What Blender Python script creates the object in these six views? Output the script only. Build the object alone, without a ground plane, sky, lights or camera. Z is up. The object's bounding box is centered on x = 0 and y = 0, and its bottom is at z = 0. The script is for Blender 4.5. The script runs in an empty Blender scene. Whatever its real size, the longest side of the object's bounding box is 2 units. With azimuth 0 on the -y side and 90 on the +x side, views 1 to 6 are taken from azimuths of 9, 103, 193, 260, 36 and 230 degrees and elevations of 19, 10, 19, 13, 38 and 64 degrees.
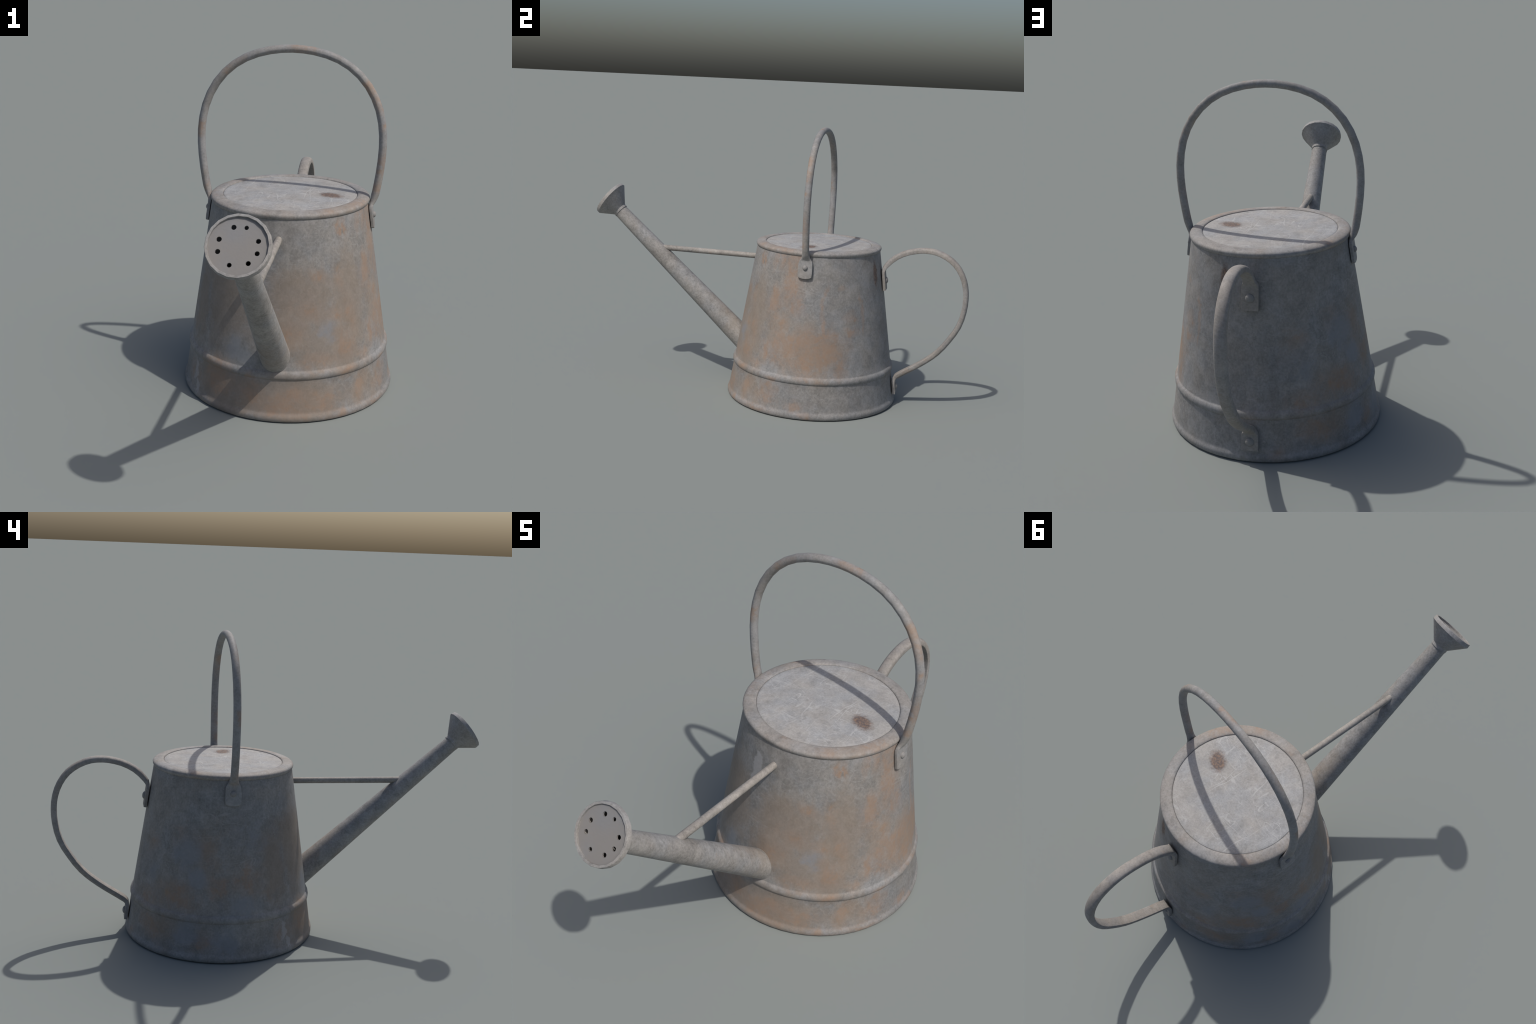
import bpy, bmesh, math
from mathutils import Vector, Matrix

# ---------------------------------------------------------------- frame
CY = 0.2232                      # the can's axis stands at x = 0, y = CY
ORIGIN = Vector((0.0, CY, 0.0))  # all parts share this origin

root = bpy.data.objects.new("watering_can", None)
bpy.context.scene.collection.objects.link(root)
root.location = ORIGIN
root["label"] = "old galvanized metal watering can with rust stains and hoop handle"
root["category"] = "watering can"


# ---------------------------------------------------------------- helpers
def add_mesh(name, verts, faces, mat, parent=root, angle=38.0, at_world=True):
    """verts are in world metres; stored relative to the can's origin"""
    me = bpy.data.meshes.new(name)
    vs = [Vector(v) - ORIGIN for v in verts] if at_world else [Vector(v) for v in verts]
    me.from_pydata([tuple(v) for v in vs], [], faces)
    bm = bmesh.new()
    bm.from_mesh(me)
    bmesh.ops.recalc_face_normals(bm, faces=bm.faces)
    bm.to_mesh(me)
    bm.free()
    me.shade_smooth()
    me.set_sharp_from_angle(angle=math.radians(angle))
    me.materials.append(mat)
    ob = bpy.data.objects.new(name, me)
    bpy.context.scene.collection.objects.link(ob)
    ob.parent = parent
    return ob


def skin_rings(rings, cap_start=True, cap_end=True, closed=False):
    n = len(rings[0])
    verts = [v for r in rings for v in r]
    faces = []
    m = len(rings)
    for i in range(m if closed else m - 1):
        a, b = i * n, ((i + 1) % m) * n
        for k in range(n):
            k2 = (k + 1) % n
            faces.append((a + k, a + k2, b + k2, b + k))
    if not closed:
        if cap_start:
            faces.append(tuple(range(n)))
        if cap_end:
            faces.append(tuple((m - 1) * n + k for k in range(n)))
    return verts, faces


def lathe_rings(profile, n, phase=0.0):
    """profile of (radius, z) turned about the can's axis"""
    return [[(r * math.cos(phase + 2 * math.pi * k / n),
              CY + r * math.sin(phase + 2 * math.pi * k / n), z) for k in range(n)]
            for r, z in profile]


def ring(centre, normal, radius, n, phase=0.0):
    nrm = Vector(normal).normalized()
    a = Vector((-1, 0, 0))
    a = (a - nrm * a.dot(nrm)).normalized()
    b = a.cross(nrm)
    c = Vector(centre)
    return [c + radius * (math.cos(phase + 2 * math.pi * k / n) * a
                          + math.sin(phase + 2 * math.pi * k / n) * b) for k in range(n)]


def catmull(points, per):
    """Catmull-Rom through tuples of any length"""
    out = []
    P = [points[0]] + list(points) + [points[-1]]
    for i in range(1, len(P) - 2):
        for s in range(per):
            t = s / per
            out.append(tuple(
                0.5 * (2 * b + (c - a) * t + (2 * a - 5 * b + 4 * c - d) * t * t
                       + (3 * b - a - 3 * c + d) * t ** 3)
                for a, b, c, d in zip(P[i - 1], P[i], P[i + 1], P[i + 2])))
    out.append(tuple(points[-1]))
    return out


# ---------------------------------------------------------------- materials
class Nodes:
    """small helper that strings shader nodes together"""

    def __init__(self, name):
        self.mat = bpy.data.materials.new(name)
        self.mat.use_nodes = True
        self.nt = self.mat.node_tree
        self.nt.nodes.clear()
        self.co = self.nt.nodes.new("ShaderNodeTexCoord").outputs["Object"]

    def _plug(self, sock, val):
        if isinstance(val, bpy.types.NodeSocket):
            self.nt.links.new(val, sock)
        elif val is not None:
            sock.default_value = val

    def math(self, op, a, b=None, c=None, clamp=False):
        n = self.nt.nodes.new("ShaderNodeMath")
        n.operation = op
        n.use_clamp = clamp
        self._plug(n.inputs[0], a)
        self._plug(n.inputs[1], b)
        self._plug(n.inputs[2], c)
        return n.outputs[0]

    def smooth(self, val, lo, hi, out0=0.0, out1=1.0):
        n = self.nt.nodes.new("ShaderNodeMapRange")
        n.interpolation_type = 'SMOOTHSTEP'
        self._plug(n.inputs["Value"], val)
        n.inputs["From Min"].default_value = lo
        n.inputs["From Max"].default_value = hi
        n.inputs["To Min"].default_value = out0
        n.inputs["To Max"].default_value = out1
        return n.outputs["Result"]

    def mapping(self, vec, loc=(0, 0, 0), rot=(0, 0, 0), scale=(1, 1, 1), kind='POINT'):
        n = self.nt.nodes.new("ShaderNodeMapping")
        n.vector_type = kind
        self._plug(n.inputs["Vector"], vec)
        n.inputs["Location"].default_value = loc
        n.inputs["Rotation"].default_value = rot
        n.inputs["Scale"].default_value = scale
        return n.outputs[0]

    def noise(self, scale, detail=4.0, rough=0.55, dist=0.0, vec=None, seed=0.0, col=False):
        n = self.nt.nodes.new("ShaderNodeTexNoise")
        n.noise_dimensions = '4D'
        self._plug(n.inputs["Vector"], vec if vec is not None else self.co)
        n.inputs["W"].default_value = seed
        n.inputs["Scale"].default_value = scale
        n.inputs["Detail"].default_value = detail
        n.inputs["Roughness"].default_value = rough
        n.inputs["Distortion"].default_value = dist
        return n.outputs["Color" if col else "Fac"]

    def mix(self, fac, a, b, blend='MIX'):
        n = self.nt.nodes.new("ShaderNodeMix")
        n.data_type = 'RGBA'
        n.blend_type = blend
        self._plug(n.inputs["Factor"], fac)
        self._plug(n.inputs[6], a if isinstance(a, bpy.types.NodeSocket) else (*a, 1.0))
        self._plug(n.inputs[7], b if isinstance(b, bpy.types.NodeSocket) else (*b, 1.0))
        return n.outputs[2]

    def warp(self, amount, scale, seed=3.0):
        """object position pushed about by a noise so that edges wander"""
        c = self.noise(scale, 4.0, 0.6, vec=self.co, seed=seed, col=True)
        s = self.nt.nodes.new("ShaderNodeVectorMath")
        s.operation = 'SUBTRACT'
        self._plug(s.inputs[0], c)
        s.inputs[1].default_value = (0.5, 0.5, 0.5)
        m = self.nt.nodes.new("ShaderNodeVectorMath")
        m.operation = 'MULTIPLY_ADD'
        self.nt.links.new(s.outputs[0], m.inputs[0])
        m.inputs[1].default_value = (amount, amount, amount * 1.3)
        self._plug(m.inputs[2], self.co)
        return m.outputs[0]

    def blob(self, vec, centre, angle, half, tilt=0.0):
        """soft ellipsoid: 1 in the middle, 0 at its border"""
        v = self.mapping(vec, centre, (0, tilt, angle), half, 'TEXTURE')
        g = self.nt.nodes.new("ShaderNodeTexGradient")
        g.gradient_type = 'SPHERICAL'
        self._plug(g.inputs[0], v)
        return g.outputs["Fac"]

    def patches(self, vec, blobs):
        """greatest of several weighted blobs"""
        total = None
        for centre, angle, half, w in blobs:
            b = self.math('MULTIPLY', self.blob(vec, centre, angle, half), w)
            total = b if total is None else self.math('MAXIMUM', total, b)
        return total

    def scratch(self, scale, width, seed, vec=None):
        """thin wandering hairlines: the level set of a noise"""
        n = self.noise(scale, 1.5, 0.5, 0.35, vec=vec, seed=seed)
        d = self.math('ABSOLUTE', self.math('SUBTRACT', n, 0.5))
        return self.smooth(d, 0.0, width, 1.0, 0.0)


def wall_radius(z):
    return 0.3172 + (0.78 - z) * 0.1554


def on_wall(theta, z, half_w, half_h, weight=1.0):
    """a stain on the can's wall at an angle (degrees) and height"""
    t = math.radians(theta)
    r = wall_radius(z)
    return ((r * math.cos(t), r * math.sin(t), z), t, (0.14, half_w * 1.25, half_h * 1.25), weight)


RUST = (0.292, 0.192, 0.130)
BROWN = (0.225, 0.177, 0.136)


def zinc(name, base=(0.215, 0.212, 0.209), contrast=1.0, scratches=0.5, rust=None,
         brown=None, streak=0.35, rust_noise=0.0, rust_scale=6.0, rust_limits=(0.60, 0.72),
         dark_spots=None, chalk=None, grain_scale=1.0, warm=0.0, rough=0.66, spec=0.28, blue=None, rust_strength=0.76):
    N = Nodes(name)
    nt = N.nt
    stretched = N.mapping(N.co, scale=(1.0, 1.0, streak))

    def centred(sock):
        return N.math('SUBTRACT', sock, 0.5)

    big = N.noise(4.5 * grain_scale, 3, 0.55, vec=N.co, seed=1.3)
    cloud = N.noise(13.0 * grain_scale, 4, 0.6, 0.6, vec=N.co, seed=14.1)
    mid = N.noise(34.0 * grain_scale, 5, 0.68, 0.5, vec=stretched, seed=2.1)
    fine = N.noise(120.0 * grain_scale, 3, 0.65, 0.4, vec=stretched, seed=4.4)
    hue = N.noise(7.0, 4, 0.6, vec=N.co, seed=8.8)
    v = N.math('MULTIPLY_ADD', centred(big), 0.35 * contrast, 1.0)
    v = N.math('MULTIPLY_ADD', centred(cloud), 0.75 * contrast, v)
    v = N.math('MULTIPLY_ADD', centred(mid), 0.85 * contrast, v)
    v = N.math('MULTIPLY_ADD', centred(fine), 0.85 * contrast, v)
    cool = tuple(c * f for c, f in zip(base, (0.98, 1.0, 1.028)))
    warmc = tuple(c * f for c, f in zip(base, (1.03, 1.0, 0.965)))
    col = N.mix(N.smooth(hue, 0.38 - warm, 0.62 - warm), cool, warmc)
    comb = nt.nodes.new("ShaderNodeCombineColor")
    for i in range(3):
        N._plug(comb.inputs[i], v)
    col = N.mix(1.0, col, comb.outputs[0], 'MULTIPLY')
    # pale hairlines, flecks and dark pits
    if scratches > 0:
        gate = N.smooth(N.noise(6.5, 3, 0.6, seed=6.1), 0.42, 0.60, 0.15, 1.0)
        slant = N.mapping(N.co, rot=(0.5, 0.4, 0.9), scale=(1.0, 0.22, 0.8))
        slant2 = N.mapping(N.co, rot=(0.3, -0.6, -0.5), scale=(0.25, 1.0, 1.0))
        ln = N.math('MULTIPLY', N.math('MAXIMUM', N.scratch(15.0, 0.008, 5.5, vec=slant), N.scratch(26.0, 0.010, 9.1, vec=slant2)), 0.6)
        fib = N.math('MAXIMUM', N.smooth(N.noise(62.0, 2, 0.5, 0.3, vec=slant, seed=31.0), 0.64, 0.74),
                     N.smooth(N.noise(58.0, 2, 0.5, 0.3, vec=slant2, seed=33.0), 0.64, 0.74))
        fleck = N.smooth(N.noise(85.0, 3, 0.6, 0.2, seed=35.0), 0.60, 0.72)
        ln = N.math('MAXIMUM', ln, N.math('MAXIMUM', N.math('MULTIPLY', fib, 0.55), N.math('MULTIPLY', fleck, 0.4)))
        ln = N.math('MULTIPLY', N.math('MULTIPLY', ln, gate), scratches)
        col = N.mix(ln, col, tuple(min(1, c * 1.5) for c in base))
        pit = N.smooth(N.noise(42.0 * grain_scale, 2, 0.5, seed=11.0), 0.62, 0.74)
        col = N.mix(N.math('MULTIPLY', pit, 0.5 * scratches), col, tuple(c * 0.66 for c in base))
    w = N.warp(0.10, 9.0)
    ragged = N.noise(24.0, 6, 0.72, 0.8, vec=stretched, seed=7.7)
    soft = N.noise(9.0, 4, 0.6, 0.3, vec=stretched, seed=17.2)
    edge = N.math('ADD', N.math('MULTIPLY', centred(ragged), 1.35), N.math('MULTIPLY', centred(soft), 1.0))
    if brown:
        b = N.math('ADD', N.patches(N.warp(0.14, 6.0, 5.0), brown), N.math('MULTIPLY', edge, 0.5))
        tone = N.mix(mid, tuple(c * 0.84 for c in BROWN), tuple(c * 1.16 for c in BROWN))
        col = N.mix(N.math('MULTIPLY', N.smooth(b, 0.04, 0.62), 0.60), col, tone)
    r = None
    if rust:
        spread = N.patches(w, rust)
        r = N.smooth(N.math('ADD', spread, edge), 0.26, 0.66)
        patchy = N.noise(15.0, 5, 0.7, 0.6, vec=N.co, seed=21.0)
        r = N.math('MULTIPLY', r, N.smooth(patchy, 0.36, 0.60, 0.30, 1.0))
        r = N.math('MULTIPLY', r, N.smooth(mid, 0.34, 0.56, 1.0, 0.72))
        haze = N.smooth(N.math('MULTIPLY_ADD', edge, 0.8, spread), 0.0, 0.60, 0.0, 0.32)
        r = N.math('MAXIMUM', r, haze)
    if rust_noise > 0:
        q = N.smooth(N.math('MULTIPLY_ADD', edge, 0.25, N.noise(rust_scale, 4, 0.6, vec=N.co, seed=12.5)),
                     *rust_limits)
        q = N.math('MULTIPLY', q, rust_noise)
        r = q if r is None else N.math('MAXIMUM', r, q)
    if r is not None:
        rc = N.mix(N.noise(26, 5, 0.65, seed=3.9), tuple(c * 0.80 for c in RUST), tuple(c * 1.16 for c in RUST))
        col = N.mix(N.math('MULTIPLY', r, rust_strength), col, rc)
    if blue:
        k = N.smooth(N.math('ADD', N.patches(w, blue), edge), 0.10, 0.70)
        col = N.mix(N.math('MULTIPLY', k, 0.65), col, (0.205, 0.222, 0.250))
    if chalk:
        k = N.smooth(N.math('ADD', N.patches(w, chalk), N.math('MULTIPLY', edge, 1.2)), 0.40, 0.62)
        col = N.mix(N.math('MULTIPLY', k, 0.5), col, (0.36, 0.36, 0.37))
    if dark_spots:
        jag = N.math('MULTIPLY', centred(N.noise(60, 4, 0.65, 0.6, seed=2.9)), 1.6)
        d = N.patches(N.warp(0.035, 30.0, 6.0), dark_spots)
        core = N.smooth(N.math('ADD', d, N.math('MULTIPLY', jag, N.math('MULTIPLY_ADD', d, 0.9, 0.16))), 0.06, 0.58)
        speck = N.smooth(N.noise(120, 3, 0.7, seed=1.9), 0.42, 0.66)
        dc = N.mix(speck, (0.085, 0.060, 0.055), (0.215, 0.130, 0.085))
        col = N.mix(N.math('MULTIPLY', core, 0.84), col, dc)
    bs = nt.nodes.new("ShaderNodeBsdfPrincipled")
    N._plug(bs.inputs["Base Color"], col)
    bs.inputs["Metallic"].default_value = 0.0
    bs.inputs["Specular IOR Level"].default_value = spec
    N._plug(bs.inputs["Roughness"], N.math('MULTIPLY_ADD', centred(mid), 0.3, rough))
    bump = nt.nodes.new("ShaderNodeBump")
    bump.inputs["Strength"].default_value = 0.15
    bump.inputs["Distance"].default_value = 0.004
    N._plug(bump.inputs["Height"], N.math('ADD', mid, N.math('MULTIPLY', fine, 0.5)))
    nt.links.new(bump.outputs[0], bs.inputs["Normal"])
    out = nt.nodes.new("ShaderNodeOutputMaterial")
    nt.links.new(bs.outputs[0], out.inputs[0])
    return N.mat


WALL_RUST = [
    on_wall(-9, 0.74, 0.075, 0.10), on_wall(-9, 0.63, 0.065, 0.13), on_wall(-5, 0.545, 0.05, 0.06, 0.9),
    on_wall(-24, 0.545, 0.06, 0.08), on_wall(-14, 0.44, 0.05, 0.10, 0.7), on_wall(-22, 0.48, 0.05, 0.06, 0.8), on_wall(-25, 0.60, 0.03, 0.06, 0.7),
    on_wall(4, 0.32, 0.15, 0.12, 1.2), on_wall(24, 0.34, 0.11, 0.10), on_wall(-10, 0.33, 0.09, 0.10),
    on_wall(5, 0.235, 0.09, 0.06, 0.9), on_wall(28, 0.24, 0.05, 0.06, 0.8),
    on_wall(39, 0.49, 0.045, 0.04, 0.8), on_wall(39, 0.42, 0.055, 0.035, 0.9), on_wall(31, 0.63, 0.03, 0.025, 0.8),
    on_wall(17, 0.55, 0.012, 0.12, 0.9), on_wall(18, 0.44, 0.016, 0.10, 0.9), on_wall(50, 0.50, 0.010, 0.12, 0.8),
    on_wall(-49, 0.745, 0.025, 0.045), on_wall(-44, 0.75, 0.018, 0.04, 0.8), on_wall(-30, 0.75, 0.02, 0.05, 0.8),
    on_wall(-22, 0.765, 0.03, 0.05, 0.9),
    on_wall(-48, 0.55, 0.025, 0.08, 0.6), on_wall(-44, 0.40, 0.04, 0.10, 0.7), on_wall(-66, 0.565, 0.04, 0.05, 0.6),
    on_wall(-68, 0.25, 0.10, 0.06, 0.8), on_wall(-82, 0.33, 0.08, 0.10, 0.55), on_wall(-72, 0.45, 0.09, 0.06, 0.6), on_wall(-49, 0.30, 0.06, 0.08, 0.7), on_wall(-55, 0.40, 0.05, 0.06, 0.55),
    on_wall(-26, 0.30, 0.05, 0.09, 0.7), on_wall(-34, 0.22, 0.05, 0.06, 0.7),
    on_wall(-21, 0.105, 0.07, 0.07), on_wall(-1, 0.055, 0.05, 0.045), on_wall(-40, 0.09, 0.05, 0.07, 0.8),
    on_wall(-84, 0.075, 0.17, 0.07, 1.05), on_wall(-68, 0.08, 0.11, 0.06, 1.0), on_wall(-100, 0.10, 0.10, 0.08, 0.8),
    on_wall(6, 0.022, 0.05, 0.02, 0.9), on_wall(-28, 0.022, 0.12, 0.022, 0.8), on_wall(-55, 0.022, 0.10, 0.022, 0.7),
    on_wall(-124, 0.19, 0.05, 0.04, 0.8), on_wall(-105, 0.18, 0.04, 0.03, 0.8), on_wall(-50, 0.185, 0.07, 0.025, 0.7),
    on_wall(-20, 0.185, 0.06, 0.025, 0.7), on_wall(15, 0.185, 0.05, 0.025, 0.7),
    on_wall(116, 0.48, 0.06, 0.06, 0.55), on_wall(141, 0.285, 0.12, 0.06, 0.75), on_wall(118, 0.235, 0.08, 0.055, 0.75),
    on_wall(125, 0.11, 0.08, 0.07), on_wall(165, 0.465, 0.06, 0.09, 0.7), on_wall(142, 0.54, 0.06, 0.07, 0.45),
    on_wall(161, 0.09, 0.06, 0.06, 0.8), on_wall(103, 0.045, 0.05, 0.03, 0.7), on_wall(170, 0.33, 0.07, 0.06, 0.8),
    on_wall(-170, 0.35, 0.08, 0.09, 0.75), on_wall(148, 0.26, 0.09, 0.05, 0.65),
    on_wall(-124, 0.13, 0.10, 0.09, 0.9), on_wall(-146, 0.10, 0.07, 0.06, 0.7), on_wall(-155, 0.30, 0.04, 0.06, 0.5),
]
WALL_BROWN = [
    on_wall(-43, 0.45, 0.12, 0.26, 0.9), on_wall(-75, 0.48, 0.20, 0.15, 1.0), on_wall(-82, 0.36, 0.14, 0.14, 1.0),
    on_wall(-60, 0.28, 0.18, 0.13, 1.0), on_wall(-123, 0.46, 0.15, 0.24, 1.0), on_wall(-150, 0.40, 0.09, 0.20, 0.9),
    on_wall(-85, 0.09, 0.35, 0.12, 1.0), on_wall(-125, 0.10, 0.18, 0.12, 1.0), on_wall(-40, 0.09, 0.20, 0.10, 0.7),
    on_wall(-20, 0.45, 0.14, 0.24, 0.5), on_wall(10, 0.33, 0.22, 0.18, 0.6), on_wall(140, 0.27, 0.16, 0.14, 0.5),
    on_wall(160, 0.48, 0.14, 0.16, 0.4), on_wall(135, 0.12, 0.14, 0.12, 0.5), on_wall(118, 0.42, 0.12, 0.16, 0.25),
]
WALL_DARK = [on_wall(71.5, 0.69, 0.024, 0.075, 0.9)]
WALL_CHALK = [on_wall(-105, 0.665, 0.028, 0.07, 1.1), on_wall(-106, 0.60, 0.022, 0.05, 0.9),
              on_wall(-144, 0.10, 0.026, 0.08, 1.0), on_wall(-141, 0.05, 0.02, 0.05, 0.9)]

WALL_BLUE = [on_wall(148, 0.46, 0.09, 0.09), on_wall(-173, 0.245, 0.10, 0.06), on_wall(151, 0.125, 0.07, 0.08),
             on_wall(155, 0.36, 0.06, 0.06), on_wall(176, 0.10, 0.08, 0.07, 0.8), on_wall(120, 0.36, 0.09, 0.10, 0.6),
             on_wall(-165, 0.55, 0.12, 0.12, 0.5), on_wall(-113, 0.27, 0.07, 0.06, 0.8), on_wall(-60, 0.34, 0.05, 0.05, 0.7)]

mat_body = zinc("weathered_zinc_wall", rust=WALL_RUST, brown=WALL_BROWN, dark_spots=WALL_DARK,
                chalk=WALL_CHALK, blue=WALL_BLUE, scratches=0.75, streak=0.8, contrast=1.0)


def on_rim(theta, half_w, weight=1.0, r=0.30, z=0.803):
    t = math.radians(theta)
    return ((r * math.cos(t), r * math.sin(t), z), t, (0.07, half_w, 0.05), weight)


mat_rim = zinc("weathered_zinc_rim", base=(0.245, 0.238, 0.232), streak=1.0, scratches=0.4, rust_strength=0.6,
               rust=[on_rim(-20, 0.13, 0.75), on_rim(-55, 0.08, 0.65), on_rim(5, 0.05, 0.45), on_rim(95, 0.03, 0.45),
                     on_rim(150, 0.03, 0.4), on_rim(-85, 0.04, 0.35), on_rim(200, 0.05, 0.35)],
               brown=[on_rim(-35, 0.30, 0.5), on_rim(175, 0.20, 0.35), on_rim(-120, 0.2, 0.2)], warm=0.02)
mat_lid = zinc("scuffed_zinc_lid", base=(0.298, 0.296, 0.294), contrast=0.72, scratches=1.0, streak=1.0,
               grain_scale=1.15, dark_spots=[((0.1670, 0.2030 - CY, 0.808), math.radians(145), (0.072, 0.046, 0.06), 0.9)],
               rough=0.70, spec=0.22)
mat_spout = zinc("weathered_zinc_spout", base=(0.256, 0.251, 0.245), streak=1.0, scratches=0.45, contrast=1.2, warm=0.02,
                 brown=[((0, -0.50, 0.36), 0, (0.10, 0.26, 0.24), 0.42)],
                 rust_noise=0.35, rust_scale=16.0, rust_limits=(0.60, 0.76))
mat_brace = zinc("weathered_zinc_brace", base=(0.258, 0.247, 0.235), streak=1.0, scratches=0.2, warm=0.06,
                 rust_noise=0.45, rust_scale=22.0, rust_limits=(0.60, 0.74))
mat_rose = zinc("weathered_zinc_rose", base=(0.268, 0.263, 0.258), streak=1.0, scratches=0.2)
mat_plate = zinc("plain_zinc_plate", base=(0.208, 0.204, 0.203), contrast=0.06, scratches=0.0, streak=1.0, rough=0.6)


def on_hoop(x, z, length=0.07, weight=1.0):
    return ((x, -0.014, z), 0.0, (length * 0.8, 0.032, length * 0.8), weight * 0.9)


mat_bail = zinc("weathered_zinc_hoop", base=(0.240, 0.236, 0.232), streak=1.0, scratches=0.2, contrast=0.85, rust_strength=0.7,
                rust=[on_hoop(0.03, 1.392), on_hoop(0.075, 1.385, 0.05), on_hoop(-0.25, 1.312), on_hoop(-0.215, 1.335, 0.05),
                      on_hoop(-0.37, 1.045), on_hoop(-0.372, 1.085, 0.05), on_hoop(0.31, 1.245), on_hoop(0.345, 1.185),
                      on_hoop(0.365, 0.955), on_hoop(0.36, 0.91, 0.06), on_hoop(0.345, 0.84, 0.05, 0.8),
                      on_hoop(-0.345, 0.82, 0.05, 0.8), on_hoop(-0.335, 0.785, 0.04, 0.8), on_hoop(0.365, 1.10, 0.04, 0.7)],
                rust_noise=0.25, rust_scale=14.0, rust_limits=(0.62, 0.74))
mat_strap = zinc("weathered_zinc_strap", base=(0.252, 0.240, 0.229), streak=1.0, scratches=0.15, warm=0.06,
                 contrast=0.9, rust_noise=0.35, rust_scale=14.0, rust_limits=(0.62, 0.74))
mat_rivet = zinc("dull_zinc_rivet", base=(0.225, 0.220, 0.215), streak=1.0, scratches=0.0)

# ---------------------------------------------------------------- body: tapered wall, swaged ridge, foot bead
profile = [(0.0, 0.004), (0.30, 0.004), (0.424, 0.003), (0.428, 0.0), (0.4335, 0.0), (0.4370, 0.0020),
           (0.4394, 0.0060), (0.4408, 0.0130), (0.4404, 0.0205), (0.4378, 0.0270), (0.4342, 0.0325), (0.4322, 0.0370),
           (0.4312, 0.0430), (0.4258, 0.080), (0.4190, 0.125), (0.4130, 0.1665), (0.4132, 0.1695), (0.4152, 0.1717),
           (0.4174, 0.1758), (0.4186, 0.1812), (0.4187, 0.1868), (0.4174, 0.1928), (0.4146, 0.1983), (0.4106, 0.2024),
           (0.4074, 0.2046), (0.4060, 0.2080)]
for z in (0.25, 0.30, 0.40, 0.50, 0.60, 0.70, 0.776):
    profile.append((wall_radius(z), z))
profile += [(0.315, 0.79), (0.28, 0.795), (0.0, 0.795)]
profile = [(max(r, 1e-4), z) for r, z in profile]
v, f = skin_rings(lathe_rings(profile, 56))
body = add_mesh("body", v, f, mat_body)

# rolled rim around the lid
rim_profile = [(0.2704, 0.798), (0.2706, 0.8068), (0.2713, 0.8094), (0.2732, 0.8112), (0.2775, 0.8124), (0.286, 0.8130),
               (0.298, 0.8122), (0.308, 0.8104), (0.3158, 0.8076), (0.3200, 0.8040), (0.3217, 0.8002), (0.3215, 0.7955),
               (0.3200, 0.7910), (0.3180, 0.7870), (0.3130, 0.7850), (0.290, 0.7855)]
v, f = skin_rings(lathe_rings(rim_profile, 56), closed=True)
rim = add_mesh("rim", v, f, mat_rim, angle=50)

# sunk lid
lid_profile = [(1e-4, 0.797), (0.2698, 0.797), (0.2702, 0.8066), (0.2696, 0.8076), (0.2670, 0.8088), (0.258, 0.8100), (0.15, 0.8108), (1e-4, 0.8110)]
v, f = skin_rings(lathe_rings(lid_profile, 56))
lid = add_mesh("lid", v, f, mat_lid)

# ---------------------------------------------------------------- spout (tube with a wall)
SP_TOP = Vector((0.0, -0.87, 0.8847))
SP_FOOT = Vector((0.0, -0.20, 0.2922))
sp_dir = (SP_TOP - SP_FOOT).normalized()
sp_len = (SP_TOP - SP_FOOT).length
inside = SP_FOOT - sp_dir * 0.075


def spout_r(d):                      # d measured down from the top
    return 0.0366 + (0.0580 - 0.0366) * d / sp_len


stations = [sp_len + 0.075, sp_len, sp_len * 0.75, sp_len * 0.5, sp_len * 0.25, 0.0, -0.004]
rings = [ring(SP_TOP - sp_dir * d, sp_dir, spout_r(max(d, 0)), 32) for d in stations]
rings += [ring(SP_TOP - sp_dir * d, sp_dir, spout_r(max(d, 0)) - 0.004, 32) for d in reversed(stations)]
v, f = skin_rings(rings, closed=True)
spout = add_mesh("spout", v, f, mat_spout)

# ---------------------------------------------------------------- brace rod between spout and wall
b0, b1 = Vector((0, -0.658, 0.7092)), Vector((0, -0.085, 0.7095))
bd = (b1 - b0).normalized()
rings = [ring(b0 + (b1 - b0) * t, bd, 0.0148 - 0.0005 * t, 18) for t in (0, 0.25, 0.5, 0.75, 1.0)]
v, f = skin_rings(rings)
brace = add_mesh("spout_brace", v, f, mat_brace)

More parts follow.
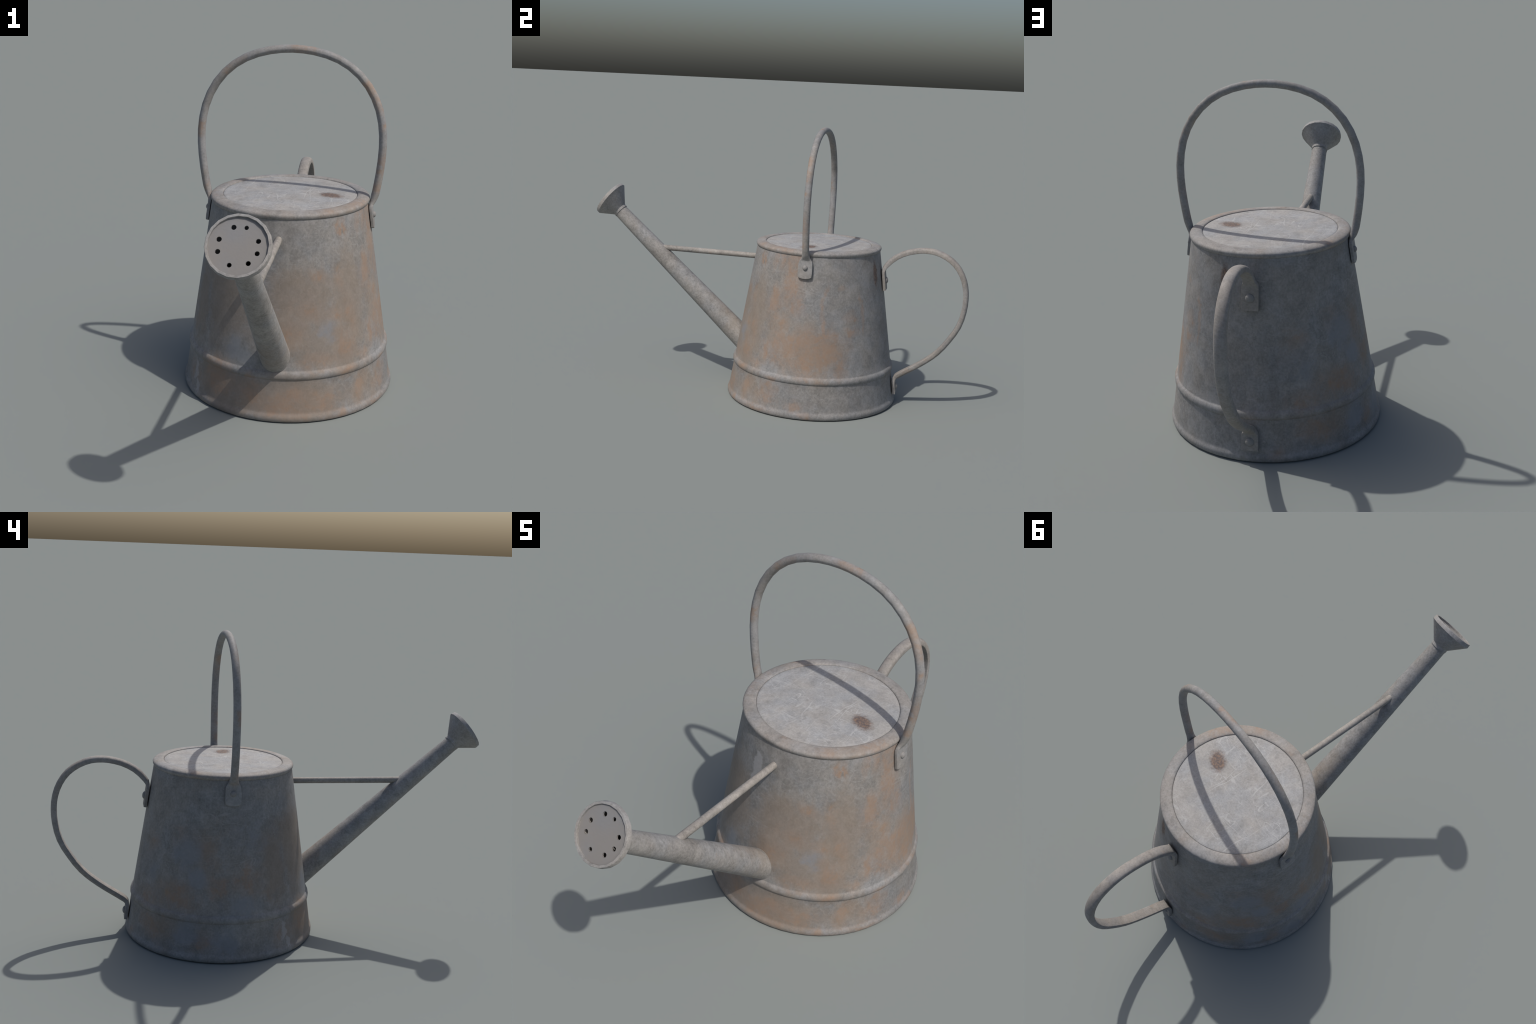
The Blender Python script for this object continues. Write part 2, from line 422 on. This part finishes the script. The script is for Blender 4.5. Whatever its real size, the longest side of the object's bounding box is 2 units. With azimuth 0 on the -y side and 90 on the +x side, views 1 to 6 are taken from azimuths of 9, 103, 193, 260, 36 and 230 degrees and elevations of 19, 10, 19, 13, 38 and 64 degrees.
# ---------------------------------------------------------------- rose (sprinkler head), twenty-sided
ROSE_N = 20
PH = math.radians(12.5)
e1 = math.radians(36.5)
n_face = Vector((0, -math.cos(e1), math.sin(e1)))
e2 = math.radians(41.0)
n_neck = Vector((0, -math.cos(e2), math.sin(e2)))
c_front = Vector((0, -0.9408, 0.9577))
c_back = c_front - n_face * 0.0172
c_neck = Vector((0, -0.8693, 0.8858))
c_cone = c_neck + n_neck * 0.0145
R_FRONT, R_BACK, R_LIP = 0.0984, 0.1000, 0.0896
outer = [ring(c_neck, n_neck, 0.0375, ROSE_N, PH), ring(c_neck + n_neck * 0.0005, n_neck, 0.0392, ROSE_N, PH),
         ring(c_cone - n_neck * 0.001, n_neck, 0.0390, ROSE_N, PH), ring(c_cone, n_neck, 0.0396, ROSE_N, PH),
         ring(c_back, n_face, R_BACK, ROSE_N, PH), ring(c_front - n_face * 0.002, n_face, R_FRONT, ROSE_N, PH),
         ring(c_front, n_face, R_FRONT - 0.0012, ROSE_N, PH), ring(c_front, n_face, R_LIP + 0.0006, ROSE_N, PH),
         ring(c_front - n_face * 0.001, n_face, R_LIP, ROSE_N, PH),
         ring(c_front - n_face * 0.016, n_face, R_LIP, ROSE_N, PH),
         ring(c_cone + n_neck * 0.004, n_neck, 0.0340, ROSE_N, PH), ring(c_neck, n_neck, 0.0335, ROSE_N, PH)]
v, f = skin_rings(outer, closed=True)
rose = add_mesh("rose", v, f, mat_rose, angle=30)

# perforated plate: outline and holes as a filled 2-D curve with thickness
HOLES = [(0.0187, 0.0571), (-0.0187, 0.0574), (-0.0572, 0.0184), (-0.0570, -0.0188),
         (-0.0344, -0.0496), (0.0198, -0.0576), (0.0580, -0.0188), (0.0579, 0.0185)]
HOLE_R = [0.0078, 0.0066, 0.0076, 0.0074, 0.0075, 0.0071, 0.0078, 0.0080]
cu = bpy.data.curves.new("plate_outline", 'CURVE')
cu.dimensions = '2D'
cu.fill_mode = 'BOTH'
cu.extrude = 0.003


def add_loop(cx, cy, r, n, ph=0.0):
    sp = cu.splines.new('POLY')
    sp.points.add(n - 1)
    for k in range(n):
        a = ph + 2 * math.pi * k / n
        sp.points[k].co = (cx + r * math.cos(a), cy + r * math.sin(a), 0, 1)
    sp.use_cyclic_u = True


add_loop(0, 0, R_LIP + 0.0004, ROSE_N, PH)
for (hx, hy), hr in zip(HOLES, HOLE_R):
    add_loop(hx, hy, hr, 20)
tmp = bpy.data.objects.new("plate_outline", cu)
bpy.context.scene.collection.objects.link(tmp)
dg = bpy.context.evaluated_depsgraph_get()
me = bpy.data.meshes.new_from_object(tmp.evaluated_get(dg))
bpy.data.objects.remove(tmp)
bpy.data.curves.remove(cu)
ax_a = Vector((-1, 0, 0))
ax_b = ax_a.cross(n_face)
M = Matrix((ax_a, ax_b, ax_a.cross(ax_b))).transposed().to_4x4()
M.translation = c_front - n_face * (0.009 + 0.003) - ORIGIN
me.transform(M)
bm = bmesh.new()
bm.from_mesh(me)
bmesh.ops.remove_doubles(bm, verts=bm.verts, dist=1e-5)
bmesh.ops.recalc_face_normals(bm, faces=bm.faces)
bm.to_mesh(me)
bm.free()
me.shade_smooth()
me.set_sharp_from_angle(angle=math.radians(40))
me.materials.clear()
me.materials.append(mat_plate)
me.name = "rose_plate"
plate = bpy.data.objects.new("rose_plate", me)
bpy.context.scene.collection.objects.link(plate)
plate.parent = rose


# ---------------------------------------------------------------- bars with a changing cross-section
def bar_section(centre, across, outward, w, t, p_out, p_in, n=9):
    """closed outline: half width w along `across`, half thickness t along `outward`;
    exponent p: 1 is a round side, near 0 a flat side with tight corners"""
    pts = []
    for side, p in ((1, p_out), (-1, p_in)):
        q = 1.0 if p >= 0.7 else max(0.1, 0.1 + 0.9 * (p - 0.16) / 0.54)   # corners tighten on flat sides
        for k in range(n):
            a = math.pi * (k + 0.06 if k == 0 else k - 0.06 if k == n - 1 else k) / (n - 1)
            c, sn = math.cos(a), math.sin(a)
            u = math.copysign(abs(c) ** q, c) if abs(c) > 1e-6 else 0.0
            pts.append(centre + across * (w * u * side) + outward * (t * side * sn ** p))
    return pts


def sweep(stations, across, lateral):
    """stations: (u, z, half thickness, half width, p_out, p_in); u, z lie in the bar's plane,
    `lateral(u, z)` turns them into a world point"""
    P = [lateral(s[0], s[1]) for s in stations]
    rings = []
    for i, s in enumerate(stations):
        d = (P[min(i + 1, len(P) - 1)] - P[max(i - 1, 0)]).normalized()
        out = d.cross(across).normalized()
        rings.append(bar_section(P[i], across, out, s[3], s[2], s[4], s[5]))
    return skin_rings(rings)


# --- carrying handle: round hoop, flattened into riveted lugs at both ends
lug = [(0.3397, 0.6815, 0.0058, 0.0130, .10, .10), (0.3392, 0.6840, 0.0060, 0.0240, .10, .10),
       (0.3382, 0.6905, 0.0060, 0.0345, .10, .10), (0.3365, 0.7050, 0.0061, 0.0354, .10, .10),
       (0.3322, 0.7350, 0.0061, 0.0352, .10, .10), (0.3290, 0.7560, 0.0062, 0.0345, .12, .12),
       (0.3278, 0.7660, 0.0066, 0.0318, .15, .15), (0.3275, 0.7750, 0.0080, 0.0262, .35, .25),
       (0.3300, 0.7835, 0.0110, 0.0218, .7, .5), (0.3355, 0.7950, 0.0130, 0.0190, .9, .8),
       (0.3390, 0.8080, 0.0150, 0.0176, 1, 1)]
hoop = [(0.3425, 0.8260), (0.3471, 0.8531), (0.3539, 0.9012), (0.3594, 0.9536), (0.3621, 1.0047), (0.3609, 1.0552),
        (0.3547, 1.1054), (0.3426, 1.1547), (0.3237, 1.2021), (0.2977, 1.2463), (0.2647, 1.2857), (0.2256, 1.3188),
        (0.1816, 1.3446), (0.1344, 1.3627), (0.0857, 1.3745), (0.0430, 1.3803)]
half = lug + [(x + 0.0014 * min(1.0, (1.40 - z) / 0.25), z, 0.0158, 0.0170, 1, 1) for x, z in hoop]
whole = half + [(0.0, 1.3822, 0.0158, 0.0170, 1, 1)] + [(-s[0],) + s[1:] for s in reversed(half)]


def hoop_point(u, z):
    return Vector((u, CY - 0.0012 * min(1.0, max(0.0, (z - 0.74) / 0.15)), z))


v, f = sweep(whole, Vector((0, 1, 0)), hoop_point)
carrying_handle = add_mesh("carrying_handle", v, f, mat_bail, angle=42)

# --- rear handle: half-round strap (flat inside), flattened lugs
upper_lug = [(0.5792, 0.5945, 0.0070, 0.0325, .10, .10), (0.5780, 0.6020, 0.0072, 0.0328, .10, .10),
             (0.5728, 0.6450, 0.0072, 0.0328, .10, .10), (0.5680, 0.6760, 0.0072, 0.0326, .10, .10),
             (0.5668, 0.6880, 0.0075, 0.0318, .10, .10), (0.5676, 0.6970, 0.0088, 0.0290, .16, .10),
             (0.5715, 0.7085, 0.0110, 0.0236, .6, .14), (0.5802, 0.7217, 0.0124, 0.0226, .75, .16)]
loop = [(0.602, 0.7470), (0.6285, 0.7690), (0.656, 0.7850), (0.685, 0.7975), (0.714, 0.8058), (0.742, 0.8115),
        (0.768, 0.8140), (0.796, 0.8135), (0.822, 0.8100), (0.849, 0.8020), (0.876, 0.7895), (0.901, 0.7740),
        (0.924, 0.7545), (0.943, 0.7315), (0.959, 0.7050), (0.9715, 0.6760), (0.980, 0.6460), (0.9852, 0.6150),
        (0.9868, 0.5830), (0.9862, 0.5500), (0.982, 0.5150), (0.9745, 0.4770), (0.962, 0.4380), (0.9445, 0.4020),
        (0.922, 0.3660), (0.895, 0.3262), (0.866, 0.2908), (0.842, 0.2674), (0.815, 0.2448), (0.788, 0.2243),
        (0.758, 0.2030), (0.730, 0.1845), (0.704, 0.1678), (0.680, 0.1515)]
lower_lug = [(0.6662, 0.1412, 0.0124, 0.0226, .75, .16), (0.6598, 0.1335, 0.0105, 0.0255, .45, .14),
             (0.6566, 0.1250, 0.0087, 0.0302, .16, .12), (0.6564, 0.1170, 0.0078, 0.0324, .10, .10),
             (0.6582, 0.1020, 0.0075, 0.0330, .10, .10), (0.6610, 0.0780, 0.0075, 0.0330, .10, .10),
             (0.6638, 0.0545, 0.0073, 0.0328, .10, .10)]
# on the upper lug the strap's flat face carries the rivet, on the lower one the round face does
path = upper_lug + [(y, z, 0.0136, 0.0228, .85, .16) for y, z in loop] + lower_lug


def loop_point(u, z):
    return Vector((0.0, u, z))


v, f = sweep(path, Vector((-1, 0, 0)), loop_point)
rear_handle = add_mesh("rear_handle", v, f, mat_strap, angle=42)

# ---------------------------------------------------------------- rivets
dome = [(1.0, -0.25), (1.0, 0.0), (0.97, 0.25), (0.86, 0.52), (0.66, 0.76), (0.38, 0.93), (1e-3, 1.0)]
rings = [[(r * math.cos(2 * math.pi * k / 18), r * math.sin(2 * math.pi * k / 18), h) for k in range(18)] for r, h in dome]
rv, rf = skin_rings(rings)
first = None
for parent, pos, normal, rad, height in (
        (carrying_handle, (0.3384, CY, 0.7350), (1, 0, 0.15), 0.0130, 0.0105),
        (carrying_handle, (-0.3384, CY, 0.7350), (-1, 0, 0.15), 0.0130, 0.0105),
        (rear_handle, (0.0, 0.5800, 0.6435), (0, 1, 0.14), 0.0178, 0.0115),
        (rear_handle, (0.0, 0.6672, 0.0910), (0, 1, 0.12), 0.0178, 0.0105)):
    if first is None:
        ob = add_mesh("rivet", rv, rf, mat_rivet, parent=parent, at_world=False)
        first = ob
    else:
        ob = first.copy()
        bpy.context.scene.collection.objects.link(ob)
        ob.parent = parent
    q = Vector((0, 0, 1)).rotation_difference(Vector(normal).normalized())
    ob.rotation_mode = 'QUATERNION'
    ob.rotation_quaternion = q
    ob.location = Vector(pos) - ORIGIN
    ob.scale = (rad, rad, height)
